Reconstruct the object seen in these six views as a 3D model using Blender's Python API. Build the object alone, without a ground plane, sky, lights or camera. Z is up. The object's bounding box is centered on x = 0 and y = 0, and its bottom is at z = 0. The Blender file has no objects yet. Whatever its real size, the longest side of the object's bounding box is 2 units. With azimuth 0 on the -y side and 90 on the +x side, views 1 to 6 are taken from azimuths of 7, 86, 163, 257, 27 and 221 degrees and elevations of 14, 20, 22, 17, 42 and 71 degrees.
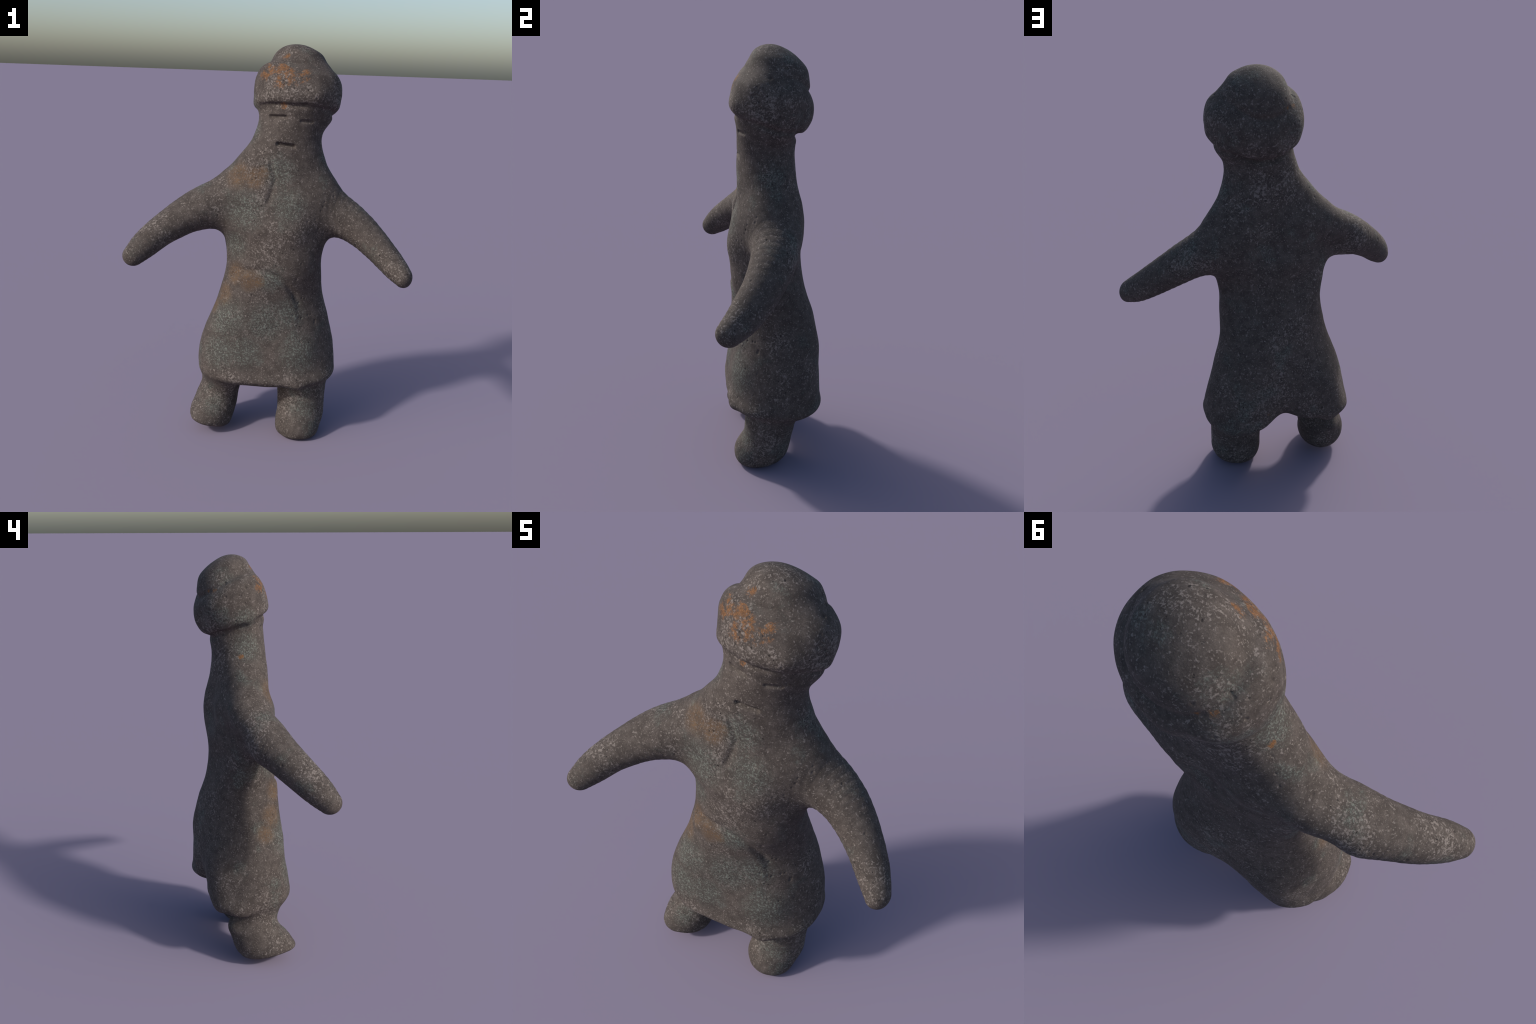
"""Small carved stone figurine: cap, long neck with slit eyes and mouth, stub arms, flared skirt, two feet.

The body is described by cross-sections (torso, brim) and tapered tubes (limbs) that are
blended into one continuous surface; the surface is then split into named parts."""
import bpy
import math
import numpy as np

# ------------------------------------------------------------------ profiles
# height, centre x, centre y, half width, half depth, twist, roundness of the body's cross-sections
BODY_SECTIONS = [
    (0.240, -0.055, 0.024, 0.368, 0.241, -0.025, 2.516),
    (0.310, -0.014, 0.037, 0.387, 0.268, 0.044, 2.568),
    (0.380, -0.010, 0.045, 0.368, 0.221, 0.173, 2.520),
    (0.500, -0.007, 0.055, 0.347, 0.194, 0.253, 2.317),
    (0.630, -0.000, 0.058, 0.307, 0.189, 0.311, 2.358),
    (0.760, 0.005, 0.052, 0.267, 0.178, 0.282, 2.264),
    (0.900, 0.015, 0.034, 0.244, 0.173, -0.008, 2.223),
    (1.020, 0.009, 0.030, 0.245, 0.173, -0.186, 1.974),
    (1.120, 0.012, 0.019, 0.215, 0.169, -0.125, 1.998),
    (1.220, 0.052, -0.001, 0.168, 0.126, -0.032, 2.045),
    (1.330, 0.060, 0.026, 0.207, 0.120, 0.053, 2.052),
    (1.440, 0.042, 0.029, 0.208, 0.129, 0.111, 2.085),
    (1.550, 0.057, 0.030, 0.170, 0.129, 0.080, 2.060),
    (1.660, 0.089, 0.040, 0.170, 0.142, 0.009, 1.891),
    (1.800, 0.113, 0.032, 0.210, 0.170, -0.032, 1.982),
]
# the same for the cap's rolled brim; heights above its tilted lower edge
BRIM_SECTIONS = [
    (-0.030, 0.091, 0.030, 0.233, 0.143, -0.065, 1.993),
    (0.030, 0.095, 0.039, 0.216, 0.168, -0.089, 1.952),
    (0.090, 0.097, 0.057, 0.218, 0.177, -0.129, 2.042),
    (0.150, 0.096, 0.069, 0.208, 0.169, -0.082, 2.236),
    (0.210, 0.093, 0.076, 0.174, 0.139, 0.112, 2.229),
    (0.270, 0.114, 0.083, 0.105, 0.112, 0.070, 2.168),
    (0.330, 0.134, 0.091, 0.088, 0.126, 0.000, 2.124),
]
BRIM_TILT = (0.331, 0.001, 1.667)   # slope in y, slope in x, height of the lower edge
DOME = (0.087, 0.098, 1.901, 0.126, 0.080, 0.130, 0.925)   # centre, radii, pitch
EAR = (0.205, 0.067, 1.668, 0.066, 0.087, 0.054)   # centre, radii
ARM_LEFT = [
    (0.171, 0.073, 1.220, 0.103),
    (0.262, 0.066, 1.208, 0.103),
    (0.353, 0.050, 1.173, 0.102),
    (0.445, 0.018, 1.113, 0.096),
    (0.531, -0.034, 1.043, 0.084),
    (0.605, -0.102, 0.976, 0.074),
    (0.659, -0.166, 0.929, 0.056),
]
ARM_RIGHT = [
    (-0.223, 0.030, 1.269, 0.105),
    (-0.287, 0.016, 1.222, 0.113),
    (-0.363, -0.013, 1.183, 0.113),
    (-0.448, -0.060, 1.139, 0.096),
    (-0.538, -0.118, 1.079, 0.083),
    (-0.607, -0.180, 1.018, 0.073),
    (-0.656, -0.229, 0.966, 0.054),
]
LEG_LEFT = [
    (0.209, 0.055, 0.316, 0.114),
    (0.188, 0.022, 0.205, 0.126),
    (0.212, 0.014, 0.116, 0.101),
]
FOOT_LEFT = [
    (0.165, 0.015, 0.084, 0.098),
    (0.175, -0.040, 0.052, 0.111),
    (0.215, -0.059, 0.046, 0.075),
]
LEG_RIGHT = [
    (-0.223, -0.018, 0.317, 0.110),
    (-0.252, 0.027, 0.192, 0.107),
    (-0.256, 0.035, 0.139, 0.090),
]
FOOT_RIGHT = [
    (-0.276, 0.016, 0.110, 0.110),
    (-0.284, -0.044, 0.082, 0.113),
    (-0.312, -0.110, 0.063, 0.073),
]
# direction and amount in which each limb's round section is flattened, at its root and tip
ARM_LEFT_FLAT = [
    (0.591, -0.158, 0.092),
    (0.416, -0.112, 0.163),
]
ARM_RIGHT_FLAT = [
    (0.228, 0.233, -0.225),
    (0.086, -0.073, -0.222),
]
LEG_LEFT_FLAT = [
    (0.033, 0.211, -0.048),
    (0.033, 0.211, -0.048),
]
LEG_RIGHT_FLAT = [
    (0.236, 0.080, -0.078),
    (0.236, 0.080, -0.078),
]
# lower edge of the skirt: x, height in front, height behind
HEM = [
    (-0.360, 0.262, 0.232),
    (-0.240, 0.272, 0.292),
    (-0.120, 0.272, 0.299),
    (0.000, 0.274, 0.332),
    (0.120, 0.285, 0.273),
    (0.240, 0.285, 0.206),
    (0.360, 0.253, 0.230),
]
SOLE_RIGHT = (0.011, -0.272, -0.189)
ARM_BLEND, GROOVE_BLEND, HEM_ROUNDING = (0.192, 0.059, 0.187)
# broad swellings (+) and hollows (-) of the hand-shaped body: centre, size, amount
LUMPS = [
    (-0.070, 0.120, 1.240, 0.110, 0.066),
    (-0.080, 0.190, 1.020, 0.105, -0.040),
    (-0.240, 0.210, 0.500, 0.130, 0.060),
    (0.160, -0.120, 0.480, 0.140, 0.033),
    (-0.080, -0.100, 1.260, 0.090, 0.024),
    (0.200, -0.100, 1.775, 0.050, 0.013),
    (0.030, 0.265, 0.650, 0.080, -0.012),
    (-0.005, 0.215, 1.715, 0.050, -0.017),
    (-0.340, 0.112, 1.170, 0.080, -0.029),
    (-0.070, -0.010, 1.670, 0.050, 0.011),
    (0.130, -0.080, 0.920, 0.070, 0.005),
    (0.090, -0.090, 1.380, 0.060, 0.009),
    (-0.260, 0.200, 0.400, 0.070, 0.020),
    (0.155, -0.090, 1.875, 0.045, 0.005),
    (-0.270, 0.140, 0.200, 0.050, 0.030),
    (0.180, -0.150, 0.290, 0.050, 0.015),
    (-0.240, 0.200, 0.270, 0.050, 0.028),
    (-0.150, 0.160, 1.020, 0.080, -0.010),
    (0.230, -0.100, 0.500, 0.090, 0.014),
    (0.120, -0.120, 1.100, 0.070, 0.018),
]

# carved lines on the front: (x, z) paths, width, depth
CARVED = {
    "eye": [
        ([(-0.019, 1.657), (0.053, 1.659)], 0.0090, 0.013),
        ([(0.134, 1.642), (0.178, 1.640)], 0.0080, 0.007),
    ],
    "mouth": [([(0.024, 1.530), (0.098, 1.521)], 0.0095, 0.017)],
}
CHEST_CREASES = [
    ([(-0.004, 1.424), (0.009, 1.382), (0.018, 1.345)], 0.013, 0.007),
    ([(0.018, 1.352), (0.008, 1.310), (-0.009, 1.252)], 0.016, 0.009),
    ([(0.018, 1.345), (0.055, 1.311), (0.099, 1.288)], 0.019, 0.0065),
]
APRON_EDGE = [(-0.185, 0.860), (-0.155, 0.890), (-0.095, 0.902), (-0.028, 0.905), (0.043, 0.880),
              (0.098, 0.836), (0.137, 0.782), (0.163, 0.720), (0.174, 0.640)]
# fold between the cap's crown and its rolled band, and the crease under the band: x, y, z, depth
CROWN_FOLD = [
    (0.209, -0.028, 1.905, 0.001), (0.130, -0.064, 1.910, 0.002), (0.071, -0.062, 1.909, 0.003),
    (0.010, -0.050, 1.907, 0.003), (-0.036, 0.015, 1.912, 0.003), (-0.058, 0.065, 1.902, 0.005),
    (-0.066, 0.110, 1.890, 0.009), (-0.067, 0.145, 1.868, 0.009), (-0.045, 0.183, 1.846, 0.009),
    (0.012, 0.215, 1.815, 0.010), (0.070, 0.226, 1.799, 0.011), (0.130, 0.221, 1.801, 0.011),
    (0.195, 0.192, 1.838, 0.010), (0.232, 0.153, 1.866, 0.006), (0.254, 0.107, 1.879, 0.003),
    (0.260, 0.010, 1.886, 0.001), (0.209, -0.028, 1.905, 0.001)]
BAND_CREASE = [
    (-0.104, 0.020, 1.703, 0.001), (-0.079, -0.032, 1.709, 0.005), (-0.034, -0.073, 1.713, 0.007),
    (0.028, -0.102, 1.714, 0.010), (0.084, -0.112, 1.713, 0.010), (0.151, -0.106, 1.718, 0.011),
    (0.218, -0.068, 1.711, 0.008), (0.270, -0.008, 1.693, 0.009), (0.278, 0.050, 1.669, 0.009),
    (0.268, 0.105, 1.656, 0.006), (0.225, 0.155, 1.646, 0.009), (0.154, 0.163, 1.621, 0.012),
    (0.096, 0.167, 1.605, 0.013), (0.030, 0.169, 1.611, 0.012), (-0.035, 0.155, 1.635, 0.010),
    (-0.070, 0.115, 1.650, 0.005), (-0.088, 0.078, 1.655, 0.003), (-0.104, 0.020, 1.703, 0.001)]

STEP = 0.0068         # first mesh resolution; halved once afterwards


# ------------------------------------------------------------------ helpers
def spline(knots, values, z):
    """Smooth curve through the rows of values (channels, knots)."""
    z = np.clip(z, knots[0], knots[-1])
    i = np.clip(np.searchsorted(knots, z) - 1, 0, len(knots) - 2)
    h = np.diff(knots)
    d = np.diff(values, axis=1) / h
    m = np.empty_like(values)
    m[:, 1:-1] = (d[:, :-1] * h[1:] + d[:, 1:] * h[:-1]) / (h[1:] + h[:-1])
    m[:, 0], m[:, -1] = d[:, 0], d[:, -1]
    t = (z - knots[i]) / h[i]
    t2, t3 = t * t, t * t * t
    return (values[:, i] * (2 * t3 - 3 * t2 + 1) + m[:, i] * h[i] * (t3 - 2 * t2 + t)
            + values[:, i + 1] * (3 * t2 - 2 * t3) + m[:, i + 1] * h[i] * (t3 - t2))


def blend(a, b, k):
    """Union with a fillet of size k."""
    h = np.maximum(k - np.abs(a - b), 0) / k
    return np.minimum(a, b) - h * h * k * 0.25


def cut(a, b, k):
    return -blend(-a, -b, k)


def loft(x, y, z, sections):
    s = np.array(sections)
    cx, cy, a, b, twist, n = spline(s[:, 0], s[:, 1:].T, z)
    x, y, c, sn = x - cx, y - cy, np.cos(twist), np.sin(twist)
    u, v = c * x + sn * y, c * y - sn * x
    r = np.sqrt(u * u + v * v) + 1e-9
    rho = ((np.abs(u) / a) ** n + (np.abs(v) / b) ** n) ** (1 / n) + 1e-9
    return r * (1 - 1 / rho)


def limb(p, controls, pieces, flat=None):
    """Tapered tube through rows of x, y, z, radius."""
    c = np.array(controls)
    q = spline(np.linspace(0, 1, len(c)), c.T, np.linspace(0, 1, pieces)).T
    best = None
    flat = None if flat is None else np.array(flat)
    for i, (a, b) in enumerate(zip(q[:-1], q[1:])):
        ab = b[:3] - a[:3]
        t = np.clip(((p - a[:3]) @ ab) / (ab @ ab), 0, 1)
        d = p - a[:3] - t[:, None] * ab
        if flat is not None:
            g = flat[0] + (flat[1] - flat[0]) * ((i + t) / (pieces - 1))[:, None]
            d = d + (d * g).sum(1)[:, None] * g
        e = np.sqrt((d * d).sum(1)) - (a[3] + (b[3] - a[3]) * t)
        best = e if best is None else np.minimum(best, e)
    return best


def ellipsoid(p, centre, radii):
    q = (p - np.array(centre)) / np.array(radii)
    k0 = np.sqrt((q * q).sum(1)) + 1e-9
    k1 = np.sqrt(((q / np.array(radii)) ** 2).sum(1)) + 1e-9
    return k0 * (k0 - 1) / k1


def path_distance(x, z, path):
    d = np.full(len(x), 9.0)
    for (ax, az), (bx, bz) in zip(path[:-1], path[1:]):
        ux, uz = bx - ax, bz - az
        t = np.clip(((x - ax) * ux + (z - az) * uz) / (ux * ux + uz * uz), 0, 1)
        d = np.minimum(d, np.hypot(x - ax - t * ux, z - az - t * uz))
    return d


def ring_groove(p, ring, width):
    """Groove along a path in space whose depth varies along it."""
    best, depth = np.full(len(p), 9.0), np.zeros(len(p))
    ring = np.array(ring)
    for a, b in zip(ring[:-1], ring[1:]):
        ab = b[:3] - a[:3]
        t = np.clip(((p - a[:3]) @ ab) / (ab @ ab), 0, 1)
        d = np.linalg.norm(p - a[:3] - t[:, None] * ab, axis=1)
        depth = np.where(d < best, a[3] + (b[3] - a[3]) * t, depth)
        best = np.minimum(best, d)
    return depth * np.exp(-(best / width) ** 2)


def waves(p, seed, scale, count=24):
    """Smooth random lumps as a sum of plane waves, about -1..1."""
    rng = np.random.default_rng(seed)
    k = rng.normal(size=(count, 3))
    k /= np.linalg.norm(k, axis=1)[:, None]
    k *= scale * rng.uniform(0.6, 1.5, (count, 1))
    return np.sin(p @ k.T + rng.uniform(0, 6.28, count)).sum(1) / math.sqrt(count)


# ------------------------------------------------------------------ the figure
def pieces(p):
    x, y, z = p.T
    body = loft(x, y, z, BODY_SECTIONS)
    h = np.array(HEM)
    hem_front, hem_back = spline(h[:, 0], h[:, 1:].T, x)
    t = np.clip((y + 0.04) / 0.2, 0, 1)
    hem = hem_front + (hem_back - hem_front) * t * t * (3 - 2 * t)
    body = cut(body, (hem - z) * 0.95, HEM_ROUNDING)
    body = cut(body, z - 1.78, 0.05)
    arm_l = limb(p, ARM_LEFT, 24, ARM_LEFT_FLAT)
    arm_r = limb(p, ARM_RIGHT, 24, ARM_RIGHT_FLAT)
    foot_l = blend(limb(p, LEG_LEFT, 8, LEG_LEFT_FLAT), limb(p, FOOT_LEFT, 8), 0.05)
    foot_r = blend(limb(p, LEG_RIGHT, 8, LEG_RIGHT_FLAT), limb(p, FOOT_RIGHT, 8), 0.05)
    foot_l = cut(foot_l, -z, 0.03)
    s0, sx, sy = SOLE_RIGHT
    foot_r = cut(foot_r, s0 + sx * (x + 0.25) + sy * y - z, 0.03)
    ky, kx, z0 = BRIM_TILT
    zc = z + ky * (y - 0.05) + kx * (x - 0.1) - 0.6 * (x - 0.1) ** 2 + 0.008 - z0
    brim = cut(loft(x, y, zc, BRIM_SECTIONS), -zc * 0.95, 0.045)
    brim = cut(brim, zc - 0.28, 0.05)
    c, s = math.cos(DOME[6]), math.sin(DOME[6])
    d = p - np.array(DOME[:3])
    d = np.c_[d[:, 0], c * d[:, 1] + s * d[:, 2], c * d[:, 2] - s * d[:, 1]]
    dome = ellipsoid(d, (0, 0, 0), DOME[3:6])
    ear = ellipsoid(p, EAR[:3], EAR[3:6])
    cap = blend(brim, dome, GROOVE_BLEND)
    return body, arm_l, arm_r, foot_l, foot_r, ear, cap


def figure(p):
    body, arm_l, arm_r, foot_l, foot_r, ear, cap = pieces(p)
    f = blend(blend(body, arm_l, ARM_BLEND), arm_r, ARM_BLEND)
    f = blend(f, ear, 0.05)
    f = blend(f, np.minimum(foot_l, foot_r), 0.03)
    f = blend(f, cap, 0.014)
    for x, y, z, size, amount in LUMPS:
        f = f - amount * np.exp(-((p - np.array((x, y, z))) ** 2).sum(1) / size ** 2)
    return f


def relief(p):
    """Carved lines, the apron's raised edge and the stone's lumps (positive cuts in)."""
    x, y, z = p.T
    out = 0.0009 * waves(p, 3, 30) + 0.0003 * waves(p, 4, 90, 40)
    top = np.flatnonzero(z > 1.55)
    if len(top):
        out[top] -= 0.006 * np.exp(-((p[top] - np.array((-0.085, 0.0, 1.682))) ** 2).sum(1) / 0.022 ** 2)
        out[top] += ring_groove(p[top], CROWN_FOLD, 0.015) + ring_groove(p[top], BAND_CREASE, 0.013)
    front = np.flatnonzero(y < 0.0)
    if len(front):
        fx, fz = x[front], z[front]
        g = np.zeros(len(front))
        for kind in CARVED.values():
            for path, w, depth in kind:
                g += depth * np.exp(-(path_distance(fx, fz, path) / w) ** 3)
        for path, w, depth in CHEST_CREASES:
            g = np.maximum(g, depth * np.exp(-(path_distance(fx, fz, path) / w) ** 2))
        d = path_distance(fx, fz, APRON_EDGE)
        edge = np.array(APRON_EDGE)
        below = np.clip((np.interp(fx, edge[:, 0], edge[:, 1]) - fz) / 0.02, 0, 1)
        below = below * np.clip((fx + 0.20) / 0.03, 0, 1) * np.clip((0.175 - fx) / 0.03, 0, 1)
        rise = np.clip(d / 0.03, 0, 1)
        tail = np.clip((fz - 0.68) / 0.10, 0, 1)
        g += 0.008 * np.exp(-(d / 0.016) ** 2) * tail
        g -= below * 0.009 * (0.35 + 0.65 * tail) * rise * rise * (3 - 2 * rise) * np.exp(-(d / 0.10) ** 2)
        out[front] += g * np.clip(-y[front] / 0.03, 0, 1)
    return out


# ------------------------------------------------------------------ surface
def skin():
    """Quad mesh of the zero surface: one vertex per crossed cell, one quad per crossed edge."""
    low = np.array([-0.76, -0.36, -0.04])
    n = (np.array([1.52, 0.72, 2.10]) / STEP).astype(int)
    n = (n // 4 + 1) * 4 + 1
    coarse = [np.arange(0, k, 4) for k in n]
    ci = np.stack(np.meshgrid(*coarse, indexing="ij"), -1)
    fc = figure(low + STEP * ci.reshape(-1, 3)).reshape(ci.shape[:3])
    near = np.abs(fc) < 0.075
    full = np.where(fc > 0, 1.0, -1.0)
    f = np.repeat(np.repeat(np.repeat(full, 4, 0), 4, 1), 4, 2)[:n[0], :n[1], :n[2]].copy()
    mask = np.repeat(np.repeat(np.repeat(near, 4, 0), 4, 1), 4, 2)
    mask = (mask | np.roll(mask, 3, 0) | np.roll(mask, 3, 1) | np.roll(mask, 3, 2))[:n[0], :n[1], :n[2]]
    idx = np.argwhere(mask)
    f[mask] = np.concatenate([figure(low + STEP * part) for part in np.array_split(idx, 24)])
    inside = f < 0
    corners = [(a, b, c) for a in (0, 1) for b in (0, 1) for c in (0, 1)]
    m = tuple(k - 1 for k in n)

    def corner(arr, o):
        return arr[o[0]:o[0] + m[0], o[1]:o[1] + m[1], o[2]:o[2] + m[2]]
    count = sum(corner(inside, o).astype(np.int8) for o in corners)
    cells = np.argwhere((count > 0) & (count < 8))
    number = np.full(m, -1, np.int64)
    number[tuple(cells.T)] = np.arange(len(cells))
    total, hits = np.zeros((len(cells), 3)), np.zeros(len(cells))
    for i, a in enumerate(corners):
        for b in corners[i + 1:]:
            if sum(abs(np.subtract(a, b))) != 1:
                continue
            fa = f[tuple((cells + a).T)]
            fb = f[tuple((cells + b).T)]
            ok = (fa < 0) != (fb < 0)
            t = np.where(ok, fa / np.where(ok, fa - fb, 1), 0)
            total += ok[:, None] * (np.array(a) + t[:, None] * (np.array(b) - np.array(a)))
            hits += ok
    verts = low + STEP * (cells + total / hits[:, None])
    quads = []
    for axis in range(3):
        u, v = (axis + 1) % 3, (axis + 2) % 3
        e = np.eye(3, dtype=int)
        a = inside[tuple(slice(1, m[k]) if k != axis else slice(0, m[k]) for k in range(3))]
        b = inside[tuple(slice(1, m[k]) if k != axis else slice(1, m[k] + 1) for k in range(3))]
        for first, flip in ((a & ~b, False), (b & ~a, True)):
            at = np.argwhere(first)
            at[:, u] += 1
            at[:, v] += 1
            ring = [at - e[u] - e[v], at - e[v], at, at - e[u]]
            q = np.stack([number[tuple(r.T)] for r in ring], 1)
            quads.append(q[:, ::-1] if flip else q)
    return verts, np.vstack(quads)


def halve(verts, quads):
    """Split every quad in four."""
    edges = np.sort(np.stack([quads, np.roll(quads, -1, 1)], -1).reshape(-1, 2), 1)
    unique, back = np.unique(edges[:, 0] * len(verts) + edges[:, 1], return_inverse=True)
    e0, e1 = unique // len(verts), unique % len(verts)
    mid = (verts[e0] + verts[e1]) / 2
    centre = verts[quads].mean(1)
    em = back.reshape(-1, 4) + len(verts)
    fc = np.arange(len(quads)) + len(verts) + len(mid)
    new = [np.stack([quads[:, i], em[:, i], fc, em[:, i - 1]], 1) for i in range(4)]
    return np.vstack([verts, mid, centre]), np.vstack(new)


def gradient(p, f0, h=0.002):
    g = np.stack([(figure(p + h * np.eye(3)[i]) - f0) / h for i in range(3)], 1)
    return g


def settle(verts, rounds=2):
    """Pull the vertices onto the exact surface."""
    for _ in range(rounds):
        f = figure(verts)
        g = gradient(verts, f)
        move = -(f / np.maximum((g * g).sum(1), 0.2))[:, None] * g
        size = np.linalg.norm(move, axis=1)[:, None] + 1e-12
        verts = verts + move * np.minimum(1, 0.006 / size)
    return verts


def relax(verts, quads, rounds, amount):
    e = np.unique(np.sort(np.stack([quads, np.roll(quads, -1, 1)], -1).reshape(-1, 2), 1), axis=0)
    for _ in range(rounds):
        s, c = np.zeros_like(verts), np.zeros(len(verts))
        for k in range(3):
            s[:, k] = (np.bincount(e[:, 0], verts[e[:, 1], k], len(verts))
                       + np.bincount(e[:, 1], verts[e[:, 0], k], len(verts)))
        c = np.bincount(e.ravel(), minlength=len(verts))
        verts = verts + amount * (s / c[:, None] - verts)
    return verts


def vertex_normals(verts, quads):
    a = np.cross(verts[quads[:, 2]] - verts[quads[:, 0]], verts[quads[:, 3]] - verts[quads[:, 1]])
    n = np.zeros_like(verts)
    for k in range(3):
        for i in range(4):
            n[:, k] += np.bincount(quads[:, i], a[:, k], len(verts))
    return n / (np.linalg.norm(n, axis=1)[:, None] + 1e-12)


# worn pits: cluster centre, spread, how many, radius, depth
PIT_CLUSTERS = [
    ((0.22, -0.03, 0.64), 0.04, 6, 0.0060, 0.004),
    ((0.20, -0.06, 0.74), 0.02, 3, 0.0055, 0.004),
    ((0.10, -0.11, 0.57), 0.09, 6, 0.0055, 0.003),
    ((0.29, -0.02, 1.80), 0.022, 6, 0.0065, 0.005),
    ((0.25, 0.08, 1.87), 0.03, 6, 0.0055, 0.004),
    ((-0.10, 0.06, 1.81), 0.05, 10, 0.0055, 0.004),
    ((0.02, 0.22, 0.86), 0.07, 8, 0.0058, 0.004),
    ((0.15, 0.17, 1.38), 0.09, 10, 0.0058, 0.004),
    ((-0.30, 0.06, 0.60), 0.13, 18, 0.0052, 0.003),
    ((0.30, 0.05, 1.25), 0.08, 8, 0.0055, 0.003),
]


def pit(verts, normals):
    rng = np.random.default_rng(11)
    push = np.zeros(len(verts))
    spots = []
    for centre, spread, count, r, depth in PIT_CLUSTERS:
        for _ in range(count):
            spots.append((np.array(centre) + rng.normal(0, spread, 3), r * rng.uniform(0.7, 1.3), depth))
    for _ in range(200):
        spots.append((verts[rng.integers(len(verts))], rng.uniform(0.004, 0.0058), 0.0022))
    face = np.array((0.07, -0.1, 1.59))
    for at, r, depth in spots:
        if np.linalg.norm(at - face) < 0.13:
            continue
        d2 = ((verts - at) ** 2).sum(1)
        seat = verts[d2.argmin()]
        if d2.min() > 0.06 ** 2:
            continue
        d2 = ((verts - seat) ** 2).sum(1)
        near = d2 < (3 * r) ** 2
        push[near] = np.maximum(push[near], depth * np.exp(-(d2[near] / r ** 2) ** 1.5))
    return verts - push[:, None] * normals


# ------------------------------------------------------------------ material
def stone():
    mat = bpy.data.materials.new("weathered_stone")
    mat.use_nodes = True
    nt = mat.node_tree
    nt.nodes.clear()
    new, link = nt.nodes.new, nt.links.new

    def put(node, **inputs):
        for k, v in inputs.items():
            sock = node.inputs[k.replace("_", " ")] if k.replace("_", " ") in node.inputs else node.inputs[int(k[1:])]
            if hasattr(v, "links") or isinstance(v, bpy.types.NodeSocket):
                link(v, sock)
            else:
                sock.default_value = v
        return node

    coords = new("ShaderNodeTexCoord").outputs["Object"]

    def noise(scale, detail=3.0, rough=0.55, shift=(0, 0, 0), distortion=0.0):
        mp = new("ShaderNodeMapping")
        mp.inputs["Location"].default_value = shift
        link(coords, mp.inputs["Vector"])
        n = new("ShaderNodeTexNoise")
        link(mp.outputs[0], n.inputs["Vector"])
        n.inputs["Scale"].default_value = scale
        n.inputs["Detail"].default_value = detail
        n.inputs["Roughness"].default_value = rough
        n.inputs["Distortion"].default_value = distortion
        return n.outputs["Fac"]

    def ramp(x, a, b, lo=0.0, hi=1.0):
        r = new("ShaderNodeMapRange")
        r.interpolation_type = "SMOOTHSTEP"
        r.inputs["From Min"].default_value, r.inputs["From Max"].default_value = a, b
        r.inputs["To Min"].default_value, r.inputs["To Max"].default_value = lo, hi
        link(x, r.inputs["Value"])
        return r.outputs["Result"]

    def math_(op, a, b):
        m = new("ShaderNodeMath")
        m.operation = op
        for i, v in enumerate((a, b)):
            if isinstance(v, (int, float)):
                m.inputs[i].default_value = v
            else:
                link(v, m.inputs[i])
        return m.outputs[0]

    def mix(fac, a, b):
        m = new("ShaderNodeMix")
        m.data_type = "RGBA"
        for s, v in ((m.inputs["Factor"], fac), (m.inputs[6], a), (m.inputs[7], b)):
            if isinstance(v, (tuple, int, float)):
                s.default_value = (*v, 1) if isinstance(v, tuple) else v
            else:
                link(v, s)
        return m.outputs[2]

    def near(spots):
        """1 at the given places, fading to 0 at their radius."""
        out = None
        for at, radius in spots:
            d = new("ShaderNodeVectorMath")
            d.operation = "DISTANCE"
            link(coords, d.inputs[0])
            d.inputs[1].default_value = at
            v = ramp(d.outputs["Value"], radius, radius * 0.25)
            out = v if out is None else math_("MAXIMUM", out, v)
        return out

    patch = noise(4.5, 3.0, 0.6, (3, 1, 7))
    patch2 = noise(6.0, 3.0, 0.6, (9, 4, 2))
    mottled = noise(28, 5, 0.65, (1, 5, 2))
    grain = noise(260, 3, 0.7)
    blotch = noise(85, 2, 0.6, (2, 2, 8))
    speck = noise(150, 2, 0.6, (5, 2, 1))
    fleck = noise(130, 2.5, 0.65, (8, 8, 3))

    colour = mix(ramp(mottled, 0.34, 0.70), (0.048, 0.0390, 0.0345), (0.079, 0.0655, 0.0585))
    # pale crystals, dense in places
    dense = ramp(patch, 0.44, 0.68, 0.0, 1.0)
    level = math_("ADD", blotch, math_("MULTIPLY", dense, 0.09))
    pale = math_("MULTIPLY", ramp(level, 0.61, 0.70), 0.75)
    colour = mix(pale, colour, (0.185, 0.160, 0.146))
    level2 = math_("ADD", speck, math_("MULTIPLY", dense, 0.06))
    colour = mix(math_("MULTIPLY", ramp(level2, 0.59, 0.69), 0.6), colour, (0.180, 0.157, 0.143))
    # green-grey film in patches, made of fine flecks
    greenish = near([((0.035, -0.1, 1.40), 0.11), ((-0.13, -0.12, 1.20), 0.14), ((0.09, -0.13, 1.24), 0.12),
                     ((0.02, -0.14, 0.86), 0.09), ((-0.17, -0.07, 1.02), 0.10), ((-0.20, -0.13, 0.64), 0.15),
                     ((-0.23, -0.15, 0.47), 0.13), ((0.0, -0.14, 0.64), 0.14), ((0.11, -0.10, 0.68), 0.12),
                     ((-0.10, -0.16, 0.48), 0.12), ((0.17, -0.11, 0.48), 0.14), ((-0.10, 0.02, 1.58), 0.10),
                     ((-0.11, 0.03, 1.71), 0.08), ((-0.25, -0.15, 0.18), 0.09), ((0.20, -0.05, 0.16), 0.11)])
    film = math_("MAXIMUM", ramp(patch2, 0.54, 0.70, 0, 0.8), math_("MULTIPLY", greenish, ramp(mottled, 0.3, 0.6, 0.4, 1)))
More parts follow.
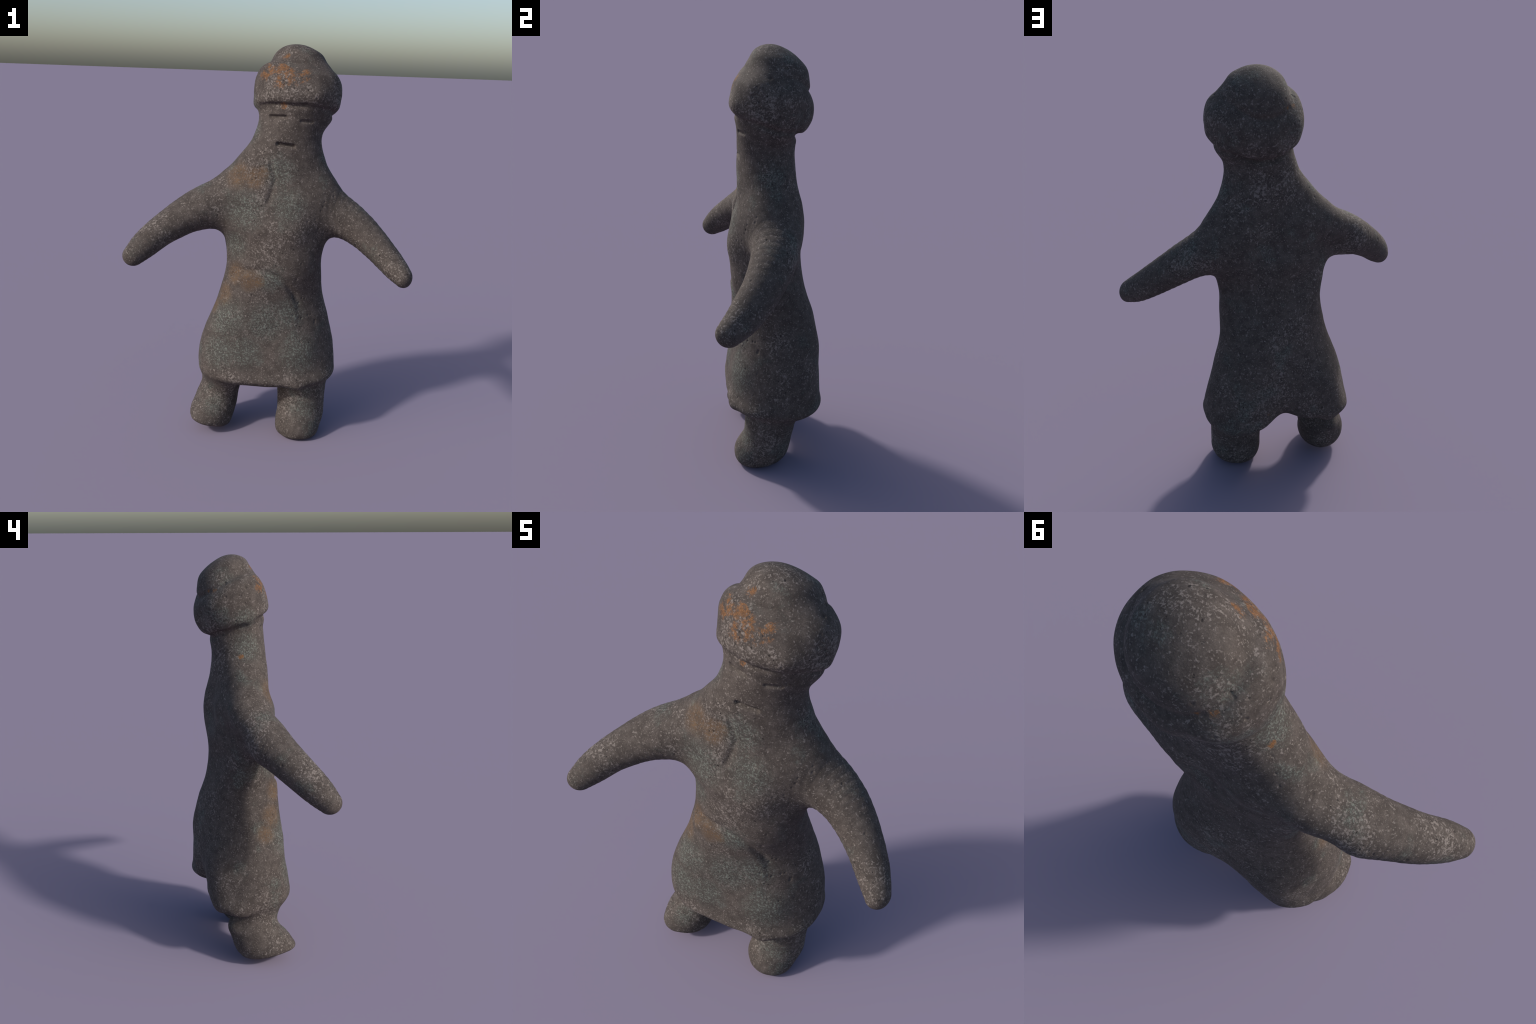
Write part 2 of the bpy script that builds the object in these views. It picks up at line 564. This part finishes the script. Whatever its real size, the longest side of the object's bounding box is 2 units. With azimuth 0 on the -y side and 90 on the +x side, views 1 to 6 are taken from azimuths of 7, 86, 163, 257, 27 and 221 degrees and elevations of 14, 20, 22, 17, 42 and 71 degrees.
    green = math_("MULTIPLY", film, ramp(fleck, 0.50, 0.63))
    colour = mix(math_("MULTIPLY", film, 0.5), colour, (0.044, 0.049, 0.045))
    colour = mix(math_("MULTIPLY", green, 0.7), colour, (0.160, 0.182, 0.158))
    # rust on the cap, tan stains on chest, belly and neck
    rust_at = near([((0.04, -0.10, 1.86), 0.13), ((-0.04, -0.04, 1.86), 0.09), ((0.14, -0.10, 1.855), 0.075),
                    ((0.04, -0.03, 1.935), 0.05), ((-0.06, 0.165, 1.85), 0.04), ((-0.02, 0.195, 1.84), 0.03),
                    ((0.04, -0.10, 1.715), 0.04), ((-0.11, 0.05, 1.535), 0.03), ((0.08, 0.25, 0.40), 0.035)])
    rusty = noise(24, 6, 0.68, (4.3, 4, 4.6), 0.3)
    rusty = math_("ADD", math_("MULTIPLY", rusty, 0.75), math_("MULTIPLY", mottled, 0.25))
    rusty = math_("ADD", rusty, math_("MULTIPLY", math_("SUBTRACT", speck, 0.5), 0.25))
    rust = ramp(math_("ADD", math_("MULTIPLY", rust_at, 0.30), rusty), 0.725, 0.86)
    colour = mix(math_("MULTIPLY", rust, 0.85), colour, mix(ramp(grain, 0.35, 0.65), (0.100, 0.049, 0.020), (0.190, 0.083, 0.029)))
    tan_at = near([((-0.166, -0.067, 1.365), 0.09), ((-0.085, -0.10, 1.36), 0.075), ((-0.05, -0.1, 1.385), 0.05),
                   ((-0.164, -0.095, 0.872), 0.08), ((-0.09, -0.13, 0.85), 0.075), ((-0.045, -0.137, 0.85), 0.05),
                   ((-0.225, -0.076, 0.76), 0.085), ((-0.26, -0.03, 0.68), 0.07)])
    tan = math_("MULTIPLY", tan_at, math_("MULTIPLY", ramp(mottled, 0.30, 0.62, 0.5, 0.9), ramp(speck, 0.35, 0.6, 0.95, 0.35)))
    colour = mix(tan, colour, (0.118, 0.070, 0.036))
    # fine grain
    gm = new("ShaderNodeMix")
    gm.data_type, gm.blend_type = "RGBA", "MULTIPLY"
    gm.inputs["Factor"].default_value = 1.0
    link(colour, gm.inputs[6])
    shade = ramp(grain, 0.28, 0.72, 0.82, 1.18)
    link(shade, gm.inputs[7])
    colour = gm.outputs[2]
    # tiny near-black spots painted into the colour, dented by the bump
    warp = new("ShaderNodeTexNoise")
    warp.inputs["Scale"].default_value = 70
    link(coords, warp.inputs["Vector"])
    wob = new("ShaderNodeVectorMath")
    wob.operation = "MULTIPLY_ADD"
    link(warp.outputs["Color"], wob.inputs[0])
    wob.inputs[1].default_value = (0.012, 0.012, 0.012)
    link(coords, wob.inputs[2])
    vor = new("ShaderNodeTexVoronoi")
    vor.inputs["Scale"].default_value = 60
    link(wob.outputs[0], vor.inputs["Vector"])
    sep = new("ShaderNodeSeparateColor")
    link(vor.outputs["Color"], sep.inputs[0])
    chosen = math_("MULTIPLY", math_("GREATER_THAN", sep.outputs[0], 0.62), ramp(patch, 0.42, 0.56))
    size = math_("ADD", math_("MULTIPLY", sep.outputs[1], 0.14), 0.14)
    ratio = math_("DIVIDE", vor.outputs["Distance"], size)
    dark_spot = math_("MULTIPLY", ramp(ratio, 1.0, 0.55), chosen)
    colour = mix(math_("MULTIPLY", dark_spot, 0.85), colour, (0.012, 0.010, 0.010))

    height = math_("ADD", math_("MULTIPLY", grain, 0.35), math_("MULTIPLY", speck, 0.5))
    height = math_("ADD", height, math_("MULTIPLY", blotch, 0.5))
    height = math_("SUBTRACT", height, math_("MULTIPLY", dark_spot, 1.0))
    bump = new("ShaderNodeBump")
    bump.inputs["Strength"].default_value = 0.35
    bump.inputs["Distance"].default_value = 0.004
    link(height, bump.inputs["Height"])
    shader = new("ShaderNodeBsdfPrincipled")
    shader.inputs["Roughness"].default_value = 0.85
    shader.inputs["Specular IOR Level"].default_value = 0.25
    link(colour, shader.inputs["Base Color"])
    link(bump.outputs[0], shader.inputs["Normal"])
    out = new("ShaderNodeOutputMaterial")
    link(shader.outputs[0], out.inputs["Surface"])
    return mat


# ------------------------------------------------------------------ parts
def regions(centres):
    """Which named part each face belongs to."""
    body, arm_l, arm_r, foot_l, foot_r, ear, cap = pieces(centres)
    x, y, z = centres.T
    name = np.full(len(centres), "torso", dtype="U12")
    name[z < 0.90] = "skirt"
    name[z > 1.42] = "neck"
    name[z > 1.575] = "head"
    name[(arm_l < body - 0.0) & (x > 0.2) & (z > 0.8)] = "arm"
    name[(arm_r < body - 0.0) & (x < -0.2) & (z > 0.8)] = "arm.001"
    name[(foot_l < body) & (x > 0) & (z < 0.4)] = "foot"
    name[(foot_r < body) & (x < 0) & (z < 0.4)] = "foot.001"
    name[(ear < body) & (ear < cap) & (z > 1.5)] = "ear"
    name[(cap < np.minimum(body, ear)) & (z > 1.55)] = "cap"
    for i, (path, w, depth) in enumerate(CARVED["eye"]):
        name[(y < 0) & (path_distance(x, z, path) < w) & (name == "head")] = ("eye", "eye.001")[i]
    path, w, depth = CARVED["mouth"][0]
    name[(y < 0) & (path_distance(x, z, path) < w) & (z > 1.45)] = "mouth"
    return name


def main():
    verts, quads = skin()
    verts = settle(relax(verts, quads, 2, 0.4), 2)
    verts, quads = halve(verts, quads)
    verts = settle(relax(verts, quads, 1, 0.3), 1)
    normals = vertex_normals(verts, quads)
    verts = verts - relief(verts)[:, None] * normals
    verts = pit(verts, normals)
    verts[:, 2] -= verts[:, 2].min()
    normals = vertex_normals(verts, quads)

    mat = stone()
    root = bpy.data.objects.new("stone_figurine", None)
    root["label"] = "weathered grey stone standing figurine with cap and skirt"
    root["category"] = "stone statue"
    bpy.context.collection.objects.link(root)
    part = regions(verts[quads].mean(1))
    for name in np.unique(part):
        q = quads[part == name]
        used, q = np.unique(q, return_inverse=True)
        q = q.reshape(-1, 4)
        me = bpy.data.meshes.new(str(name).split(".")[0])
        me.from_pydata(verts[used].tolist(), [], q.tolist())
        me.polygons.foreach_set("use_smooth", np.ones(len(q), bool))
        me.normals_split_custom_set_from_vertices(normals[used].tolist())
        me.materials.append(mat)
        ob = bpy.data.objects.new(str(name), me)
        ob.parent = root
        bpy.context.collection.objects.link(ob)


main()
